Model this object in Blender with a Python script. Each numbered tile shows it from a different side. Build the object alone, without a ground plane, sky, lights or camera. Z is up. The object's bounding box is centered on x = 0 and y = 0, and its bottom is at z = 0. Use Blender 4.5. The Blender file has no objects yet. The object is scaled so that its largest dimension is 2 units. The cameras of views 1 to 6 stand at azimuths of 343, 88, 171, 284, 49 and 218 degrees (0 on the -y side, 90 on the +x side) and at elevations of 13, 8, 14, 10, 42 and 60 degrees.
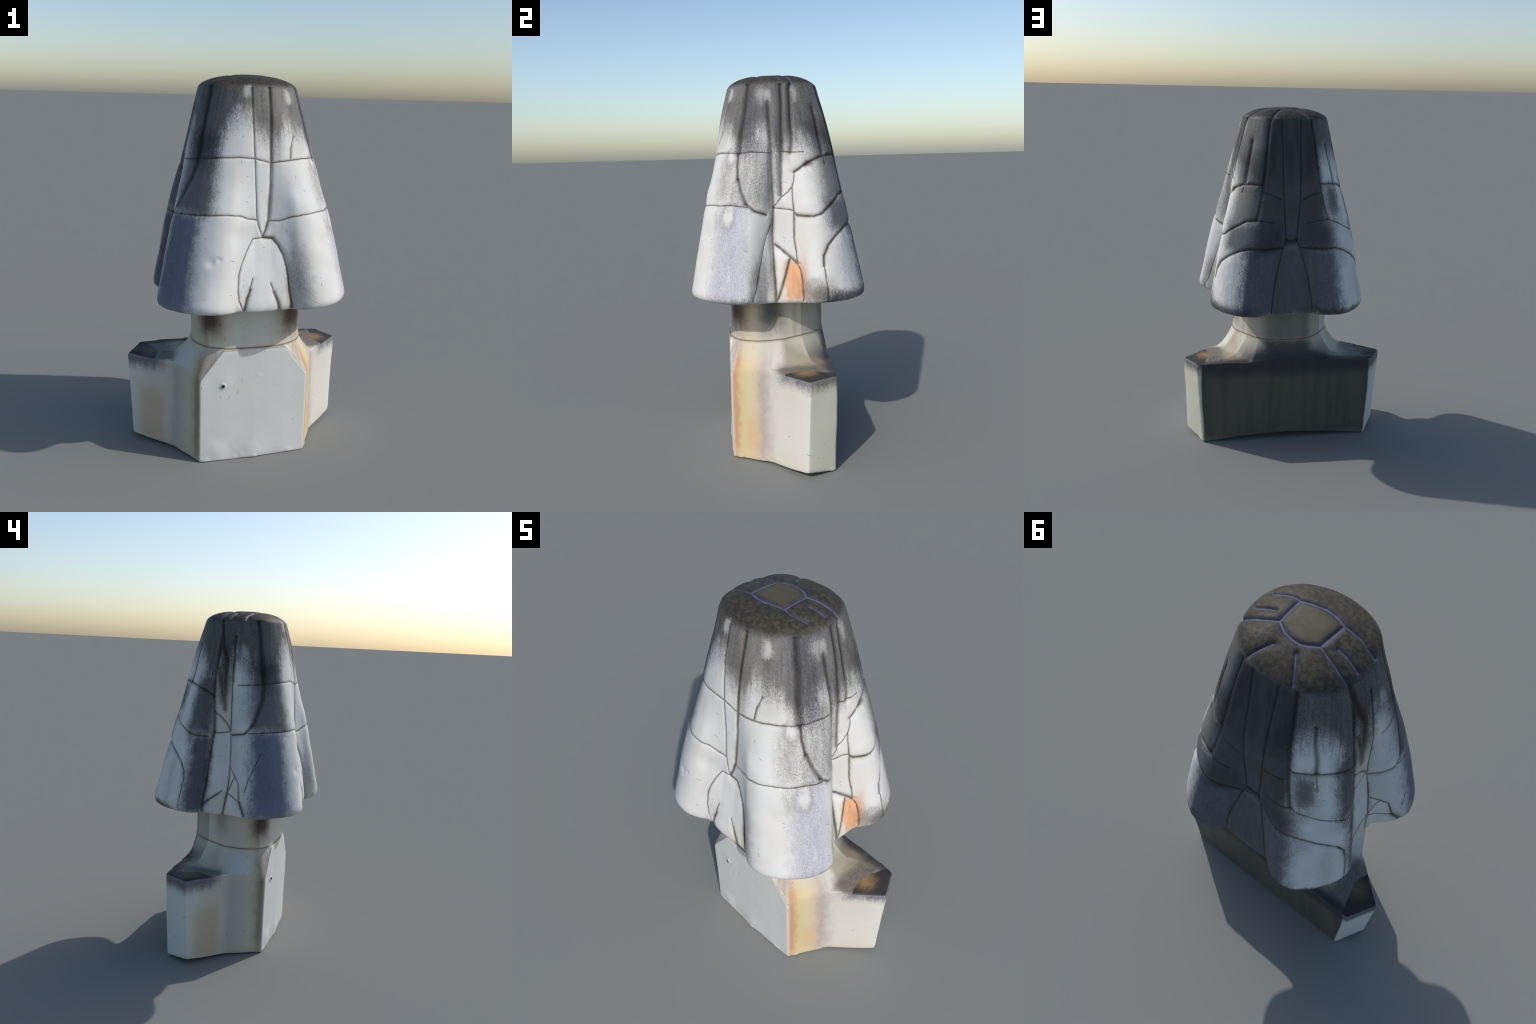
"""A fired-stone post: a four-lobed flaring cap of cracked panels on a short neck
and a winged pedestal.  Everything is lofted from profiles and cut by crack curves."""
import bpy, math
import numpy as np
from math import radians, degrees
# ------------------------------------------------------------------ shape
def pchip(xk, yk, x):
    """monotone cubic through knots (yk may have trailing dims)"""
    xk = np.asarray(xk, float); yk = np.asarray(yk, float)
    h = np.diff(xk); d = (np.diff(yk, axis=0).T / h).T
    m = np.zeros_like(yk); m[0] = d[0]; m[-1] = d[-1]
    for i in range(1, len(xk) - 1):
        w1 = 2 * h[i] + h[i-1]; w2 = h[i] + 2 * h[i-1]
        same = (d[i-1] * d[i]) > 0
        den = np.where(same, w1 / np.where(same, d[i-1], 1) + w2 / np.where(same, d[i], 1), 1)
        m[i] = np.where(same, (w1 + w2) / den, 0)
    x = np.clip(x, xk[0], xk[-1])
    i = np.clip(np.searchsorted(xk, x, side='right') - 1, 0, len(xk) - 2)
    t = (x - xk[i]) / h[i]; hh = h[i]
    if yk.ndim > 1: t = t[..., None]; hh = hh[..., None]
    return ((1 + 2*t) * (1-t)**2 * yk[i] + t * (1-t)**2 * hh * m[i]
            + t*t * (3 - 2*t) * yk[i+1] + t*t * (t-1) * hh * m[i+1])

# cap cross-sections: radius against azimuth (0 = front, 180 = back), mirror-symmetric
SECT = {
 0.86: [(0,.400),(10,.404),(16,.410),(20,.425),(24,.475),(29,.524),(37,.560),(46,.572),(56,.573),(65,.560),(71,.536),(75,.484),(78,.432),(81,.400),(84,.397),(88,.394),(97,.397),(103,.406),(106,.424),(109,.458),(113,.500),(118,.523),(127,.537),(137,.545),(146,.542),(152,.518),(157,.478),(160,.440),(163,.412),(172,.398),(180,.395)],
 1.32: [(0,.325),(6,.327),(12,.340),(18,.365),(25,.408),(34,.434),(45,.445),(55,.450),(65,.444),(72,.427),(78,.393),(82,.360),(85,.333),(88,.325),(95,.328),(102,.342),(107,.372),(112,.405),(119,.426),(130,.430),(140,.428),(149,.420),(158,.392),(164,.360),(169,.335),(174,.325),(180,.322)],
 1.60: [(0,.303),(8,.307),(20,.326),(33,.346),(45,.355),(57,.357),(66,.354),(75,.347),(82,.335),(88,.318),(95,.313),(103,.325),(111,.336),(120,.346),(131,.352),(140,.352),(149,.348),(160,.333),(170,.312),(180,.304)],
 1.78: [(0,.275),(20,.289),(40,.301),(60,.304),(80,.296),(90,.290),(103,.288),(118,.298),(132,.304),(150,.300),(168,.275),(180,.268)],
 1.94: [(0,.237),(20,.242),(45,.253),(70,.257),(90,.252),(110,.250),(135,.253),(160,.240),(180,.234)],
}
ZK = np.array(sorted(SECT))
_A = np.arange(0, 360.0, 0.5)
def _sect(tab):
    a = np.array([p[0] for p in tab], float); r = np.array([p[1] for p in tab], float)
    aa = np.concatenate([-a[:0:-1], a, 360 - a[-2::-1]]); rr = np.concatenate([r[:0:-1], r, r[-2::-1]])
    v = pchip(aa, rr, _A)
    k = np.array([1, 2, 3, 2, 1.]); k /= k.sum()
    return sum(k[j] * np.roll(v, j - 2) for j in range(5))
SEC = np.array([_sect(SECT[z]) for z in ZK])
def cap_radius(az, z):
    """az in degrees, z in metres; body radius without grooves"""
    az = np.asarray(az, float) % 360; z = np.asarray(z, float)
    f = az / 0.5; i = np.floor(f).astype(int) % len(_A); t = f - np.floor(f)
    cols = SEC[:, i] * (1 - t) + SEC[:, (i + 1) % len(_A)] * t
    zc = np.clip(z, ZK[0], ZK[-1])
    k = np.clip(np.searchsorted(ZK, zc, side='right') - 1, 0, len(ZK) - 2)
    # monotone cubic along z, vectorised
    h = np.diff(ZK); d = np.diff(cols, axis=0) / h.reshape((-1,) + (1,) * (cols.ndim - 1))
    m = np.zeros_like(cols); m[0] = d[0]; m[-1] = d[-1]
    for q in range(1, len(ZK) - 1):
        w1 = 2*h[q] + h[q-1]; w2 = h[q] + 2*h[q-1]; same = d[q-1]*d[q] > 0
        m[q] = np.where(same, (w1+w2) / (w1/np.where(same, d[q-1], 1) + w2/np.where(same, d[q], 1)), 0)
    tk = lambda a, kk: np.take_along_axis(a, kk[None], 0)[0]
    kk = np.broadcast_to(k, cols.shape[1:]); hh = h[kk]; t = (np.broadcast_to(zc, kk.shape) - ZK[kk]) / hh
    return ((1+2*t)*(1-t)**2*tk(cols, kk) + t*(1-t)**2*hh*tk(m, kk)
            + t*t*(3-2*t)*tk(cols, kk+1) + t*t*(t-1)*hh*tk(m, kk+1))
def xyz(az, r, z):
    a = np.radians(az); return np.stack([r*np.sin(a), -r*np.cos(a), np.broadcast_to(z, np.shape(r))], -1)
# crown dome: height against relative radius
DOME = [(0, 2.000), (.30, 1.999), (.50, 1.994), (.70, 1.983), (.85, 1.968), (.94, 1.954), (1.0, 1.940)]
def dome_z(q): return pchip([p[0] for p in DOME], [p[1] for p in DOME], np.asarray(q, float))
# neck section and base plan
NECK = [(0,.257),(15,.264),(30,.287),(42,.306),(52,.316),(65,.315),(75,.305),(90,.287),(105,.264),(120,.253),(135,.254),(150,.257),(165,.252),(180,.247)]
NECKR = _sect(NECK)
def neck_radius(az): return np.interp(np.asarray(az) % 360, np.append(_A, 360), np.append(NECKR, NECKR[0]))
# pedestal plan, right half: x, y, and the height of the foot / of the top arris
PLAN_LOW = [(0,-.272,0),(.170,-.268,0),(.293,-.262,0),(.322,-.207,.004),(.362,-.138,.006),(.402,-.068,.010),(.456,-.018,.014),(.522,.040,.020),(.598,.107,.032),(.507,.258,0),(.25,.265,.030),(0,.268,.042)]
PLAN_TOP = [(0,-.264,.617),(.170,-.264,.615),(.293,-.264,.456),(.320,-.206,.485),(.358,-.134,.500),(.399,-.064,.500),(.456,-.016,.498),(.524,.044,.498),(.616,.122,.501),(.538,.265,.504),(.25,.270,.507),(0,.268,.53)]
# ------------------------------------------------------------------ crack curves
# kind: half width of the dark line, groove (depth, width), soft pillow (depth, width), darkness
KIND = {
 'hair': dict(w=.0018, g=(.0015, .006), s=(.000, .020), k=.75),
 'line': dict(w=.0025, g=(.0030, .007), s=(.0008, .020), k=.90),
 'deep': dict(w=.0056, g=(.0060, .009), s=(.003, .026), k=1.0),
 'fold': dict(w=.0080, g=(.0080, .014), s=(.004, .030), k=.80),
 'wide': dict(w=.0130, g=(.0055, .018), s=(.003, .035), k=.55),
}
# control points (azimuth in degrees, height); 'm' = the same curve also mirrored
SIDE = [
 # front keel strip and arch
 ('line', '', [(-10.3,1.935),(-9.4,1.833),(-8.2,1.70),(-7.3,1.604),(-6.1,1.487),(-5.5,1.378),(-4.9,1.308),(-2.4,1.261),(0,1.222)]),
 ('deep', '', [(11.5,1.935),(10.2,1.834),(8.7,1.70),(8.2,1.584),(7.6,1.47),(6.4,1.377),(5.4,1.303),(3,1.26),(0,1.222)]),
 ('line', '', [(-15.6,.872),(-18.3,.92),(-19.2,.969),(-18.9,1.047),(-16.9,1.106),(-12.8,1.172),(-8.8,1.216),(0,1.222)]),
 ('deep', '', [(0,1.222),(8.8,1.216),(12.8,1.181),(16.1,1.135),(18.2,1.073),(18.8,1.001),(19.6,.937),(20.8,.870)]),
 ('line', '', [(-8.7,1.026),(-10.6,.969)]), ('deep', '', [(-10.6,.969),(-12.9,.923)]), ('deep', '', [(-12.9,.923),(-15.4,.845)]),
 ('line', '', [(5.4,.998),(7.7,.954)]), ('deep', '', [(7.7,.954),(10.5,.905)]), ('deep', '', [(10.5,.905),(12.6,.845)]),
 # the two rings round the front
 ('line', '', [(-80,1.584),(-66,1.589),(-55,1.596),(-44,1.602),(-33.6,1.606),(-22,1.61),(-7.5,1.604),(0,1.594),(8.2,1.584),(16.6,1.589),(25.2,1.595),(37,1.601),(57.5,1.598),(69,1.602),(84.5,1.596)]),
 ('line', '', [(-72,1.325),(-57.7,1.333),(-46,1.336),(-35,1.339),(-27.6,1.342),(-19.5,1.334),(-13.2,1.317),(-4.9,1.308)]),
 ('line', '', [(5.4,1.303),(14.3,1.303),(21.4,1.323),(28.2,1.334),(40,1.341),(50,1.340),(58.4,1.343),(70,1.334)]),
 ('line', '', [(31.9,1.707),(27.6,1.654),(25.4,1.595)]),
 # curved folds of the front lobes
 ('wide', '', [(57.8,1.933),(57.9,1.837),(57.7,1.75),(57.3,1.671),(57.6,1.596)]),
 ('deep', '', [(57.6,1.596),(58.1,1.529),(60,1.467)]), ('fold', '', [(60,1.467),(63.5,1.405),(67.8,1.35)]), ('deep', '', [(67.8,1.35),(73.1,1.314),(80.3,1.291)]),
 ('wide', '', [(-58.6,1.936),(-57.8,1.813),(-57.1,1.691),(-56.4,1.595),(-58.5,1.508)]), ('wide', '', [(-58.5,1.508),(-62.7,1.438),(-66.9,1.368)]), ('deep', '', [(-66.9,1.368),(-72.8,1.321),(-84.6,1.299)]),
 # side valleys
 ('fold', '', [(82.5,1.85),(83,1.777),(83.9,1.69),(84.8,1.604),(85,1.494),(85.3,1.399),(86,1.323)]),
 ('deep', '', [(86,1.323),(85.3,1.263),(84.6,1.184),(85.3,1.097),(86,1.001),(86.9,.914),(87.2,.852)]),
 ('deep', '', [(-86.8,1.85),(-86.3,1.70),(-86.1,1.603)]), ('line', '', [(-86.1,1.603),(-86.1,1.496),(-85.9,1.388),(-85.7,1.316),(-84.6,1.226),(-84.2,1.128),(-84.5,1.046),(-85.3,.974)]), ('deep', '', [(-85.3,.974),(-86.9,.909),(-88.4,.850)]),
 ('fold', '', [(97,1.93),(96.6,1.846),(95.5,1.728),(94.5,1.603),(93.6,1.492),(93.1,1.385)]),
 ('wide', '', [(-94.8,1.716),(-95.1,1.60),(-93.8,1.44)]), ('wide', '', [(-103,1.669),(-97.7,1.563),(-95.9,1.483)]), ('wide', '', [(-107.2,1.93),(-100.1,1.785),(-94.8,1.716)]),
 ('fold', '', [(109.5,1.938),(107.2,1.914),(106.4,1.846),(105.3,1.767),(104.6,1.664),(102.8,1.594)]),
 ('fold', '', [(-108,1.938),(-104.9,1.85),(-105.3,1.695),(-105.7,1.596),(-104.9,1.516),(-103.5,1.417),(-102.8,1.309)]),
 ('deep', '', [(-102.8,1.309),(-103.7,1.2),(-104.2,1.109),(-104.6,1.017),(-105.5,.926),(-106,.855)]),
 ('line', '', [(86,1.323),(93,1.373),(99.4,1.4),(102.8,1.424)]), ('line', '', [(102.8,1.424),(104.1,1.451),(105.1,1.499)]),
 ('deep', '', [(105.1,1.499),(111.2,1.525),(117.7,1.548),(129.6,1.574),(140.3,1.581),(150.5,1.582)]),
 ('line', '', [(86,1.322),(94.8,1.317),(102.7,1.309),(105.4,1.284)]), ('deep', '', [(105.4,1.284),(109.8,1.28),(115.1,1.28),(120.7,1.292),(128.3,1.328),(135.1,1.356),(140.3,1.378),(148,1.389)]),
 ('line', '', [(148,1.389),(155.2,1.385),(163,1.375)]),
 ('line', '', [(102.8,1.424),(102.7,1.372),(103.4,1.301),(103.1,1.237),(102.8,1.174),(103.5,1.094),(104.1,1.043),(105.7,1.008),(106.2,.953),(106.3,.855)]),
 ('deep', '', [(87.1,1.139),(93.5,1.107),(99.5,1.074),(104.1,1.043)]), ('deep', '', [(98.8,1.066),(95.9,1.007),(93,.945),(89.1,.874),(87.4,.852)]),
 ('line', '', [(83.5,1.241),(80.7,1.189),(78.7,1.136),(77.4,1.076),(76.1,1.015),(75,.94),(73.5,.875)]),
 ('hair', '', [(94.5,1.603),(102.1,1.598),(113.9,1.598)]),
 ('line', '', [(-103.6,1.426),(-95.8,1.393),(-89.6,1.359),(-85.8,1.32)]), ('line', '', [(-102.8,1.304),(-94.9,1.309),(-85.8,1.32)]),
 ('line', '', [(-84.1,1.123),(-78.7,1.077),(-75.9,1.043),(-74.7,.945)]), ('deep', '', [(-74.7,.945),(-71.6,.875)]), ('line', '', [(-78.7,1.077),(-82,1.024),(-85.3,.974)]), ('line', '', [(-85.3,.974),(-79,.952),(-74.7,.942)]),
 ('deep', '', [(-105.7,.898),(-99.3,.937),(-94,.962)]), ('line', '', [(-94,.962),(-90.1,.983)]), ('hair', '', [(-61.3,1.224),(-65.5,1.153),(-69.5,1.073),(-71.4,1.01)]),
 # back lobes
 ('deep', '', [(-150.5,1.588),(-139.1,1.586),(-127,1.572),(-119,1.556),(-110.6,1.536),(-104.8,1.511)]),
 ('line', '', [(-165.2,1.369),(-157.7,1.386),(-148.6,1.393)]), ('line', '', [(-148.6,1.393),(-140,1.368),(-129.7,1.333),(-119.3,1.302),(-112.9,1.289),(-106,1.286)]),
 ('deep', 'm', [(171.3,1.226),(158.5,1.227),(146.5,1.233),(138,1.212),(129,1.176),(121.8,1.134),(118,1.085),(117.2,1.035)]), ('line', 'm', [(117.2,1.035),(117.3,.981),(117.7,.919),(118,.855)]),
 ('line', 'm', [(152,1.543),(160.5,1.528),(168.5,1.499)]),
 ('fold', 'm', [(150.5,1.93),(151.2,1.82),(152,1.71),(151.6,1.61),(151,1.54),(150.2,1.47),(148.8,1.393)]),
 ('fold', '', [(132.1,1.815),(132.4,1.745),(132.2,1.658),(132.2,1.588)]), ('line', '', [(132.2,1.588),(132.1,1.535)]),
 ('fold', '', [(-135.5,1.80),(-135.3,1.722),(-134,1.651),(-134.1,1.585)]), ('hair', '', [(-134.1,1.585),(-133.5,1.50)]),
 # back strip and arch panel
 ('line', 'm', [(166.8,1.935),(169.2,1.775),(170.4,1.64),(171.5,1.507),(172.8,1.38),(174.4,1.267)]),
 ('fold', '', [(174.4,1.267),(180,1.262),(185.6,1.267)]),
 ('line', 'm', [(174.4,1.267),(171.3,1.224),(169.4,1.165),(166.8,1.09),(165,1.02),(163.8,.94),(162.6,.850)]),
]
# crown: points in plan (x, y)
CROWN = [
 ('deep', [(.096,-.075),(.091,.046)]), ('deep', [(.091,.046),(.046,.074),(.012,.082),(-.022,.083),(-.048,.073),(-.086,.047)]),
 ('deep', [(-.086,.047),(-.094,-.080)]), ('deep', [(-.094,-.080),(-.042,-.095),(.004,-.098),(.049,-.088),(.096,-.075)]),
 ('line', [(.096,-.075),(.121,-.081),(.153,-.076),(.206,-.058)]), ('deep', [(.091,.046),(.145,.070),(.209,.088),(.24,.090)]),
 ('line', [(.139,.011),(.178,.022),(.212,.030)]), ('line', [(-.086,.047),(-.145,.068),(-.188,.079),(-.225,.085)]),
 ('line', [(-.094,-.080),(-.164,-.078),(-.202,-.066),(-.237,-.066)]), ('deep', [(-.137,.014),(-.180,.017)]), ('line', [(-.180,.017),(-.231,.028)]),
 ('line', [(-.038,.119),(-.064,.156),(-.096,.206)]), ('line', [(.049,.131),(.070,.164),(.098,.206)]),
]
CURVES = []
for k, m, pts in SIDE:
    CURVES.append((k, pts))
    if m: CURVES.append((k, [(-a, z) for a, z in pts]))
# where a crack fades out before it meets the next one, the panels are still parted along these lines (no groove)
CUTS = [[(80.3,1.291),(86,1.29)],[(-84.6,1.299),(-86,1.316)],[(-80,1.584),(-87,1.60)],[(70,1.334),(73.1,1.314)],
 [(-15.6,.875),(-15.6,.80)],[(20.8,.875),(21,.80)],[(87.2,.86),(87.3,.80)],[(-88.4,.86),(-88.5,.80)],[(-106,.86),(-106,.80)],[(106.3,.86),(106.3,.80)],
 [(118,.86),(118,.80)],[(-118,.86),(-118,.80)],[(162.6,.86),(162.5,.80)],[(-162.6,.86),(-162.5,.80)],[(73.5,.88),(73.3,.80)],[(-71.6,.88),(-71.4,.80)],[(83.5,1.241),(85.4,1.27)],
 [(163,1.375),(173,1.38)],[(-165.2,1.369),(-173,1.38)],[(168.5,1.499),(172,1.505)],[(-168.5,1.499),(-172,1.505)],
 [(82.5,1.85),(82,1.94)],[(-86.8,1.85),(-87,1.94)],[(-94.8,1.716),(-93.8,1.44),(-93,1.37)],[(102.8,1.594),(105.1,1.499)],[(93.1,1.39),(93,1.365)],[(97,1.92),(97,1.94)],
 [(150,1.582),(152,1.582)],[(-150,1.588),(-152,1.588)],[(-104.8,1.511),(-106,1.5)],[(57.8,1.925),(57.8,1.94)],[(-58.6,1.925),(-58.6,1.94)],[(150.5,1.92),(150.5,1.94)],[(-150.5,1.92),(-150.5,1.94)],[(-10.3,1.925),(-10.4,1.94)],[(11.5,1.925),(11.6,1.94)],[(166.8,1.925),(166.8,1.94)],[(-166.8,1.925),(-166.8,1.94)],
 [(132.1,1.815),(132,1.94)],[(-135.5,1.80),(-135.5,1.94)]]
# ------------------------------------------------------------------ lattice noise
def lattice_noise(P, scale, seed=0):
    """smooth value noise in -1..1 at points P (n,3)"""
    Q = P*scale + 37.1*seed; I = np.floor(Q).astype(np.int64); F = Q - I; F = F*F*(3-2*F)
    def h(x, y, z):
        n = (x*73856093) ^ (y*19349663) ^ (z*83492791) ^ (seed*2654435761)
        n = (n ^ (n >> 13))*1274126177 & 0x7fffffff
        return ((n ^ (n >> 16)) & 0xffff)/32767.5 - 1
    r = 0
    for dx in (0, 1):
        for dy in (0, 1):
            for dz in (0, 1):
                w = (F[:,0] if dx else 1-F[:,0])*(F[:,1] if dy else 1-F[:,1])*(F[:,2] if dz else 1-F[:,2])
                r = r + w*h(I[:,0]+dx, I[:,1]+dy, I[:,2]+dz)
    return r
def grid_normals(V):
    du = np.roll(V, -1, 1) - np.roll(V, 1, 1)
    dv = np.zeros_like(V); dv[1:-1] = V[2:] - V[:-2]; dv[0] = V[1]-V[0]; dv[-1] = V[-1]-V[-2]
    N = np.cross(dv, du); L = np.linalg.norm(N, axis=-1, keepdims=True)
    N = N/np.maximum(L, 1e-12)
    return N
def segdist(px, py, pts, sx=1.0):
    d = np.full(np.shape(px), 9.0)
    for (ax, ay), (bx, by) in zip(pts[:-1], pts[1:]):
        ex, ey = (bx-ax)*sx, by-ay; qx, qy = (px-ax)*sx, py-ay
        t = np.clip((qx*ex + qy*ey)/np.maximum(ex*ex + ey*ey, 1e-12), 0, 1)
        d = np.minimum(d, np.hypot(qx-ex*t, qy-ey*t))
    return d
def wrap(a): return (a + 180.0) % 360.0 - 180.0

# ------------------------------------------------------------------ cap surface
NA = 1080
def build_cap():
    A = np.arange(NA)*360.0/NA - 180
    rows = []; kind = []
    full = lambda v: np.full(NA, float(v))
    for q in np.concatenate([[.0005], np.linspace(0, 1, 76)[1:-1]]):
        rows.append(xyz(A, q*cap_radius(A, full(1.94)), full(dome_z(q)))); kind.append(0)
    for z in np.linspace(1.94, .930, 348):
        rows.append(xyz(A, cap_radius(A, full(z)), z)); kind.append(1)
    rb = cap_radius(A, full(.86)); lob = np.clip((rb-.39)/.15, 0, 1)
    zb = np.interp(np.abs(A), [0, 40, 75, 95, 180], [.856, .854, .842, .840, .845]) + np.interp(np.abs(A), [0, 80, 95, 180], [.007, .018, .009, .004])*lob; rad = .020 + .032*lob
    for t in np.linspace(0, np.pi/2, 30)[1:]:
        zr = .930 - (.930-zb)*math.sin(t)
        r0 = cap_radius(A, zr) - rad*(1-math.cos(t))**(1.6 - .35*lob)
        rows.append(xyz(A, r0, zr)); kind.append(1)
    for f in np.linspace(0, 1, 14)[1:]:
        rows.append(xyz(A, r0*(1-f) + .2*f, zb*(1-f) + .865*f)); kind.append(2)
    V = np.array(rows); kind = np.array(kind)
    # round the shoulder between dome and side
    e = int(np.argmax(kind == 1))
    for _ in range(5):
        W = V.copy(); s = slice(e-5, e+6)
        W[s] = .25*V[e-6:e+5] + .5*V[s] + .25*V[e-4:e+7]; V = W
    az = np.broadcast_to(A, V.shape[:2]); z = V[..., 2]; r = np.hypot(V[..., 0], V[..., 1])
    N = grid_normals(V)
    disp = np.zeros(V.shape[:2]); dist = np.full(V.shape[:2], 9.0)
    zrow = V[..., 2].mean(1)
    side = np.where(kind == 1)[0]
    for k, pts in CURVES + [(None, q) for q in CUTS]:
        K = KIND.get(k); pa = [p[0] for p in pts]; pz = [p[1] for p in pts]; c = .5*(min(pa)+max(pa))
        rr = side[(zrow[side] > min(pz)-.09) & (zrow[side] < max(pz)+.09)]
        cc = np.where(np.abs(wrap(A-c)) < .5*(max(pa)-min(pa)) + 22)[0]
        if not len(rr) or not len(cc): continue
        ix = np.ix_(rr, cc)
        d = segdist(wrap(az[ix]-c), z[ix], [(a-c, h) for a, h in pts], sx=float(np.radians(1)*r[ix].mean()))
        dist[ix] = np.minimum(dist[ix], d)
        if K is None: continue
        g, s = K['g'], K['s']
        cut = g[0]*np.exp(-(d/g[1])**2) + s[0]*np.exp(-(d/s[1])**2)
        disp[ix] = np.maximum(disp[ix], cut)
    dome = np.where(kind == 0)[0]
    dist[e] = 0                       # crown and flanks meet on the shoulder
    for k, pts in CROWN:
        K = KIND[k]; ix = np.ix_(dome, np.arange(NA))
        d = segdist(V[ix][..., 0], V[ix][..., 1], pts); dist[ix] = np.minimum(dist[ix], d)
        disp[ix] = np.maximum(disp[ix], .0055*np.exp(-(d/.008)**2) + .003*np.exp(-(d/.02)**2))
    # keep grooves continuous over the shoulder, then add gentle unevenness and dents
    flat = V.reshape(-1, 3)
    n = (.0030*lattice_noise(flat, 6, 1) + .0009*lattice_noise(flat, 17, 2) + .0002*lattice_noise(flat, 60, 3)).reshape(V.shape[:2])
    for a, h, rad_, dep in [(-34, 1.12, .022, .006), (-30, 1.135, .012, .004), (40, 1.20, .05, .006), (-20, 1.24, .04, .004), (115, 1.52, .02, .004), (24, 1.40, .05, -.004), (50, 1.03, .02, .003)]:
        d = np.hypot(np.radians(wrap(az-a))*r, z-h); n = n - dep*np.exp(-(d/rad_)**2)
    n[kind == 2] = 0; n[0] = n[1].mean()
    V = V + N*(n - disp)[..., None]
    V[0] = V[1].mean(0)*[1, 1, 0] + [0, 0, V[1][:, 2].mean()]
    V[0, :, :2] += 1e-5*np.stack([np.sin(np.radians(A)), -np.cos(np.radians(A))], -1)
    return V, kind, dist, az, z
def label_panels(dist, kind, cs=3, rs=2):
    """flood-fill the surface between the cracks on a coarser cell grid"""
    nr = int(np.argmax(kind == 2)); D = dist[:nr]
    R = nr//rs; C = NA//cs
    cell = D[:R*rs, :C*cs].reshape(R, rs, C, cs).min(axis=(1, 3))
    lab = np.where(cell < .0034, -1, 0); cur = 0
    for r in range(R):
        for c in range(C):
            if lab[r, c] == 0:
                cur += 1; st = [(r, c)]; lab[r, c] = cur
                while st:
                    y, x = st.pop()
                    for yy, xx in ((y+1, x), (y-1, x), (y, (x+1) % C), (y, (x-1) % C)):
                        if 0 <= yy < R and lab[yy, xx] == 0:
                            lab[yy, xx] = cur; st.append((yy, xx))
    sizes = np.bincount(np.maximum(lab, 0).ravel(), minlength=cur+1)
    small = [i for i in range(1, cur+1) if sizes[i] < 70]
    lab[np.isin(lab, small)] = -1
    while (lab < 0).any():
        L = lab.copy()
        for sh in ((0, 1), (0, -1), (1, 0), (-1, 0)):
            S = np.roll(lab, sh, (0, 1))
            if sh[0] == 1: S[0] = -1
            if sh[0] == -1: S[-1] = -1
            L = np.where((L < 0) & (S > 0), S, L)
        lab = L
    face = np.repeat(np.repeat(lab, rs, 0), cs, 1)
    if face.shape[0] < nr: face = np.concatenate([face, np.repeat(face[-1:], nr-face.shape[0], 0)])
    return face
# ------------------------------------------------------------------ pedestal loft
def plan_points(tab, n):
    """dense right half of the plan (x, y, height), then mirrored; arrises slightly rounded"""
    P = np.array(tab, float); out = []
    for i in range(len(P)-1):
        t = np.linspace(0, 1, n[i], endpoint=False)[:, None]
        if 2 <= i <= 7:      # hollow flank as a smooth curve
            a = P[i-1] if i > 2 else 2*P[i]-P[i+1]; b, c = P[i], P[i+1]
            d = P[i+2] if i < 7 else 2*P[i+1]-P[i]
            q = .5*((2*b) + (c-a)*t + (2*a-5*b+4*c-d)*t*t + (-a+3*b-3*c+d)*t**3)
        else:
            q = P[i]*(1-t) + P[i+1]*t
        out.append(q)
    R = np.concatenate(out + [P[-1:]])
    Q = np.concatenate([R, R[-2:0:-1]*np.array([-1, 1, 1])])
    for _ in range(5):
        Q = .25*np.roll(Q, 1, 0) + .5*Q + .25*np.roll(Q, -1, 0)
    return Q
NPLAN = [44, 30, 20, 22, 22, 22, 24, 26, 40, 50, 60]
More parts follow.
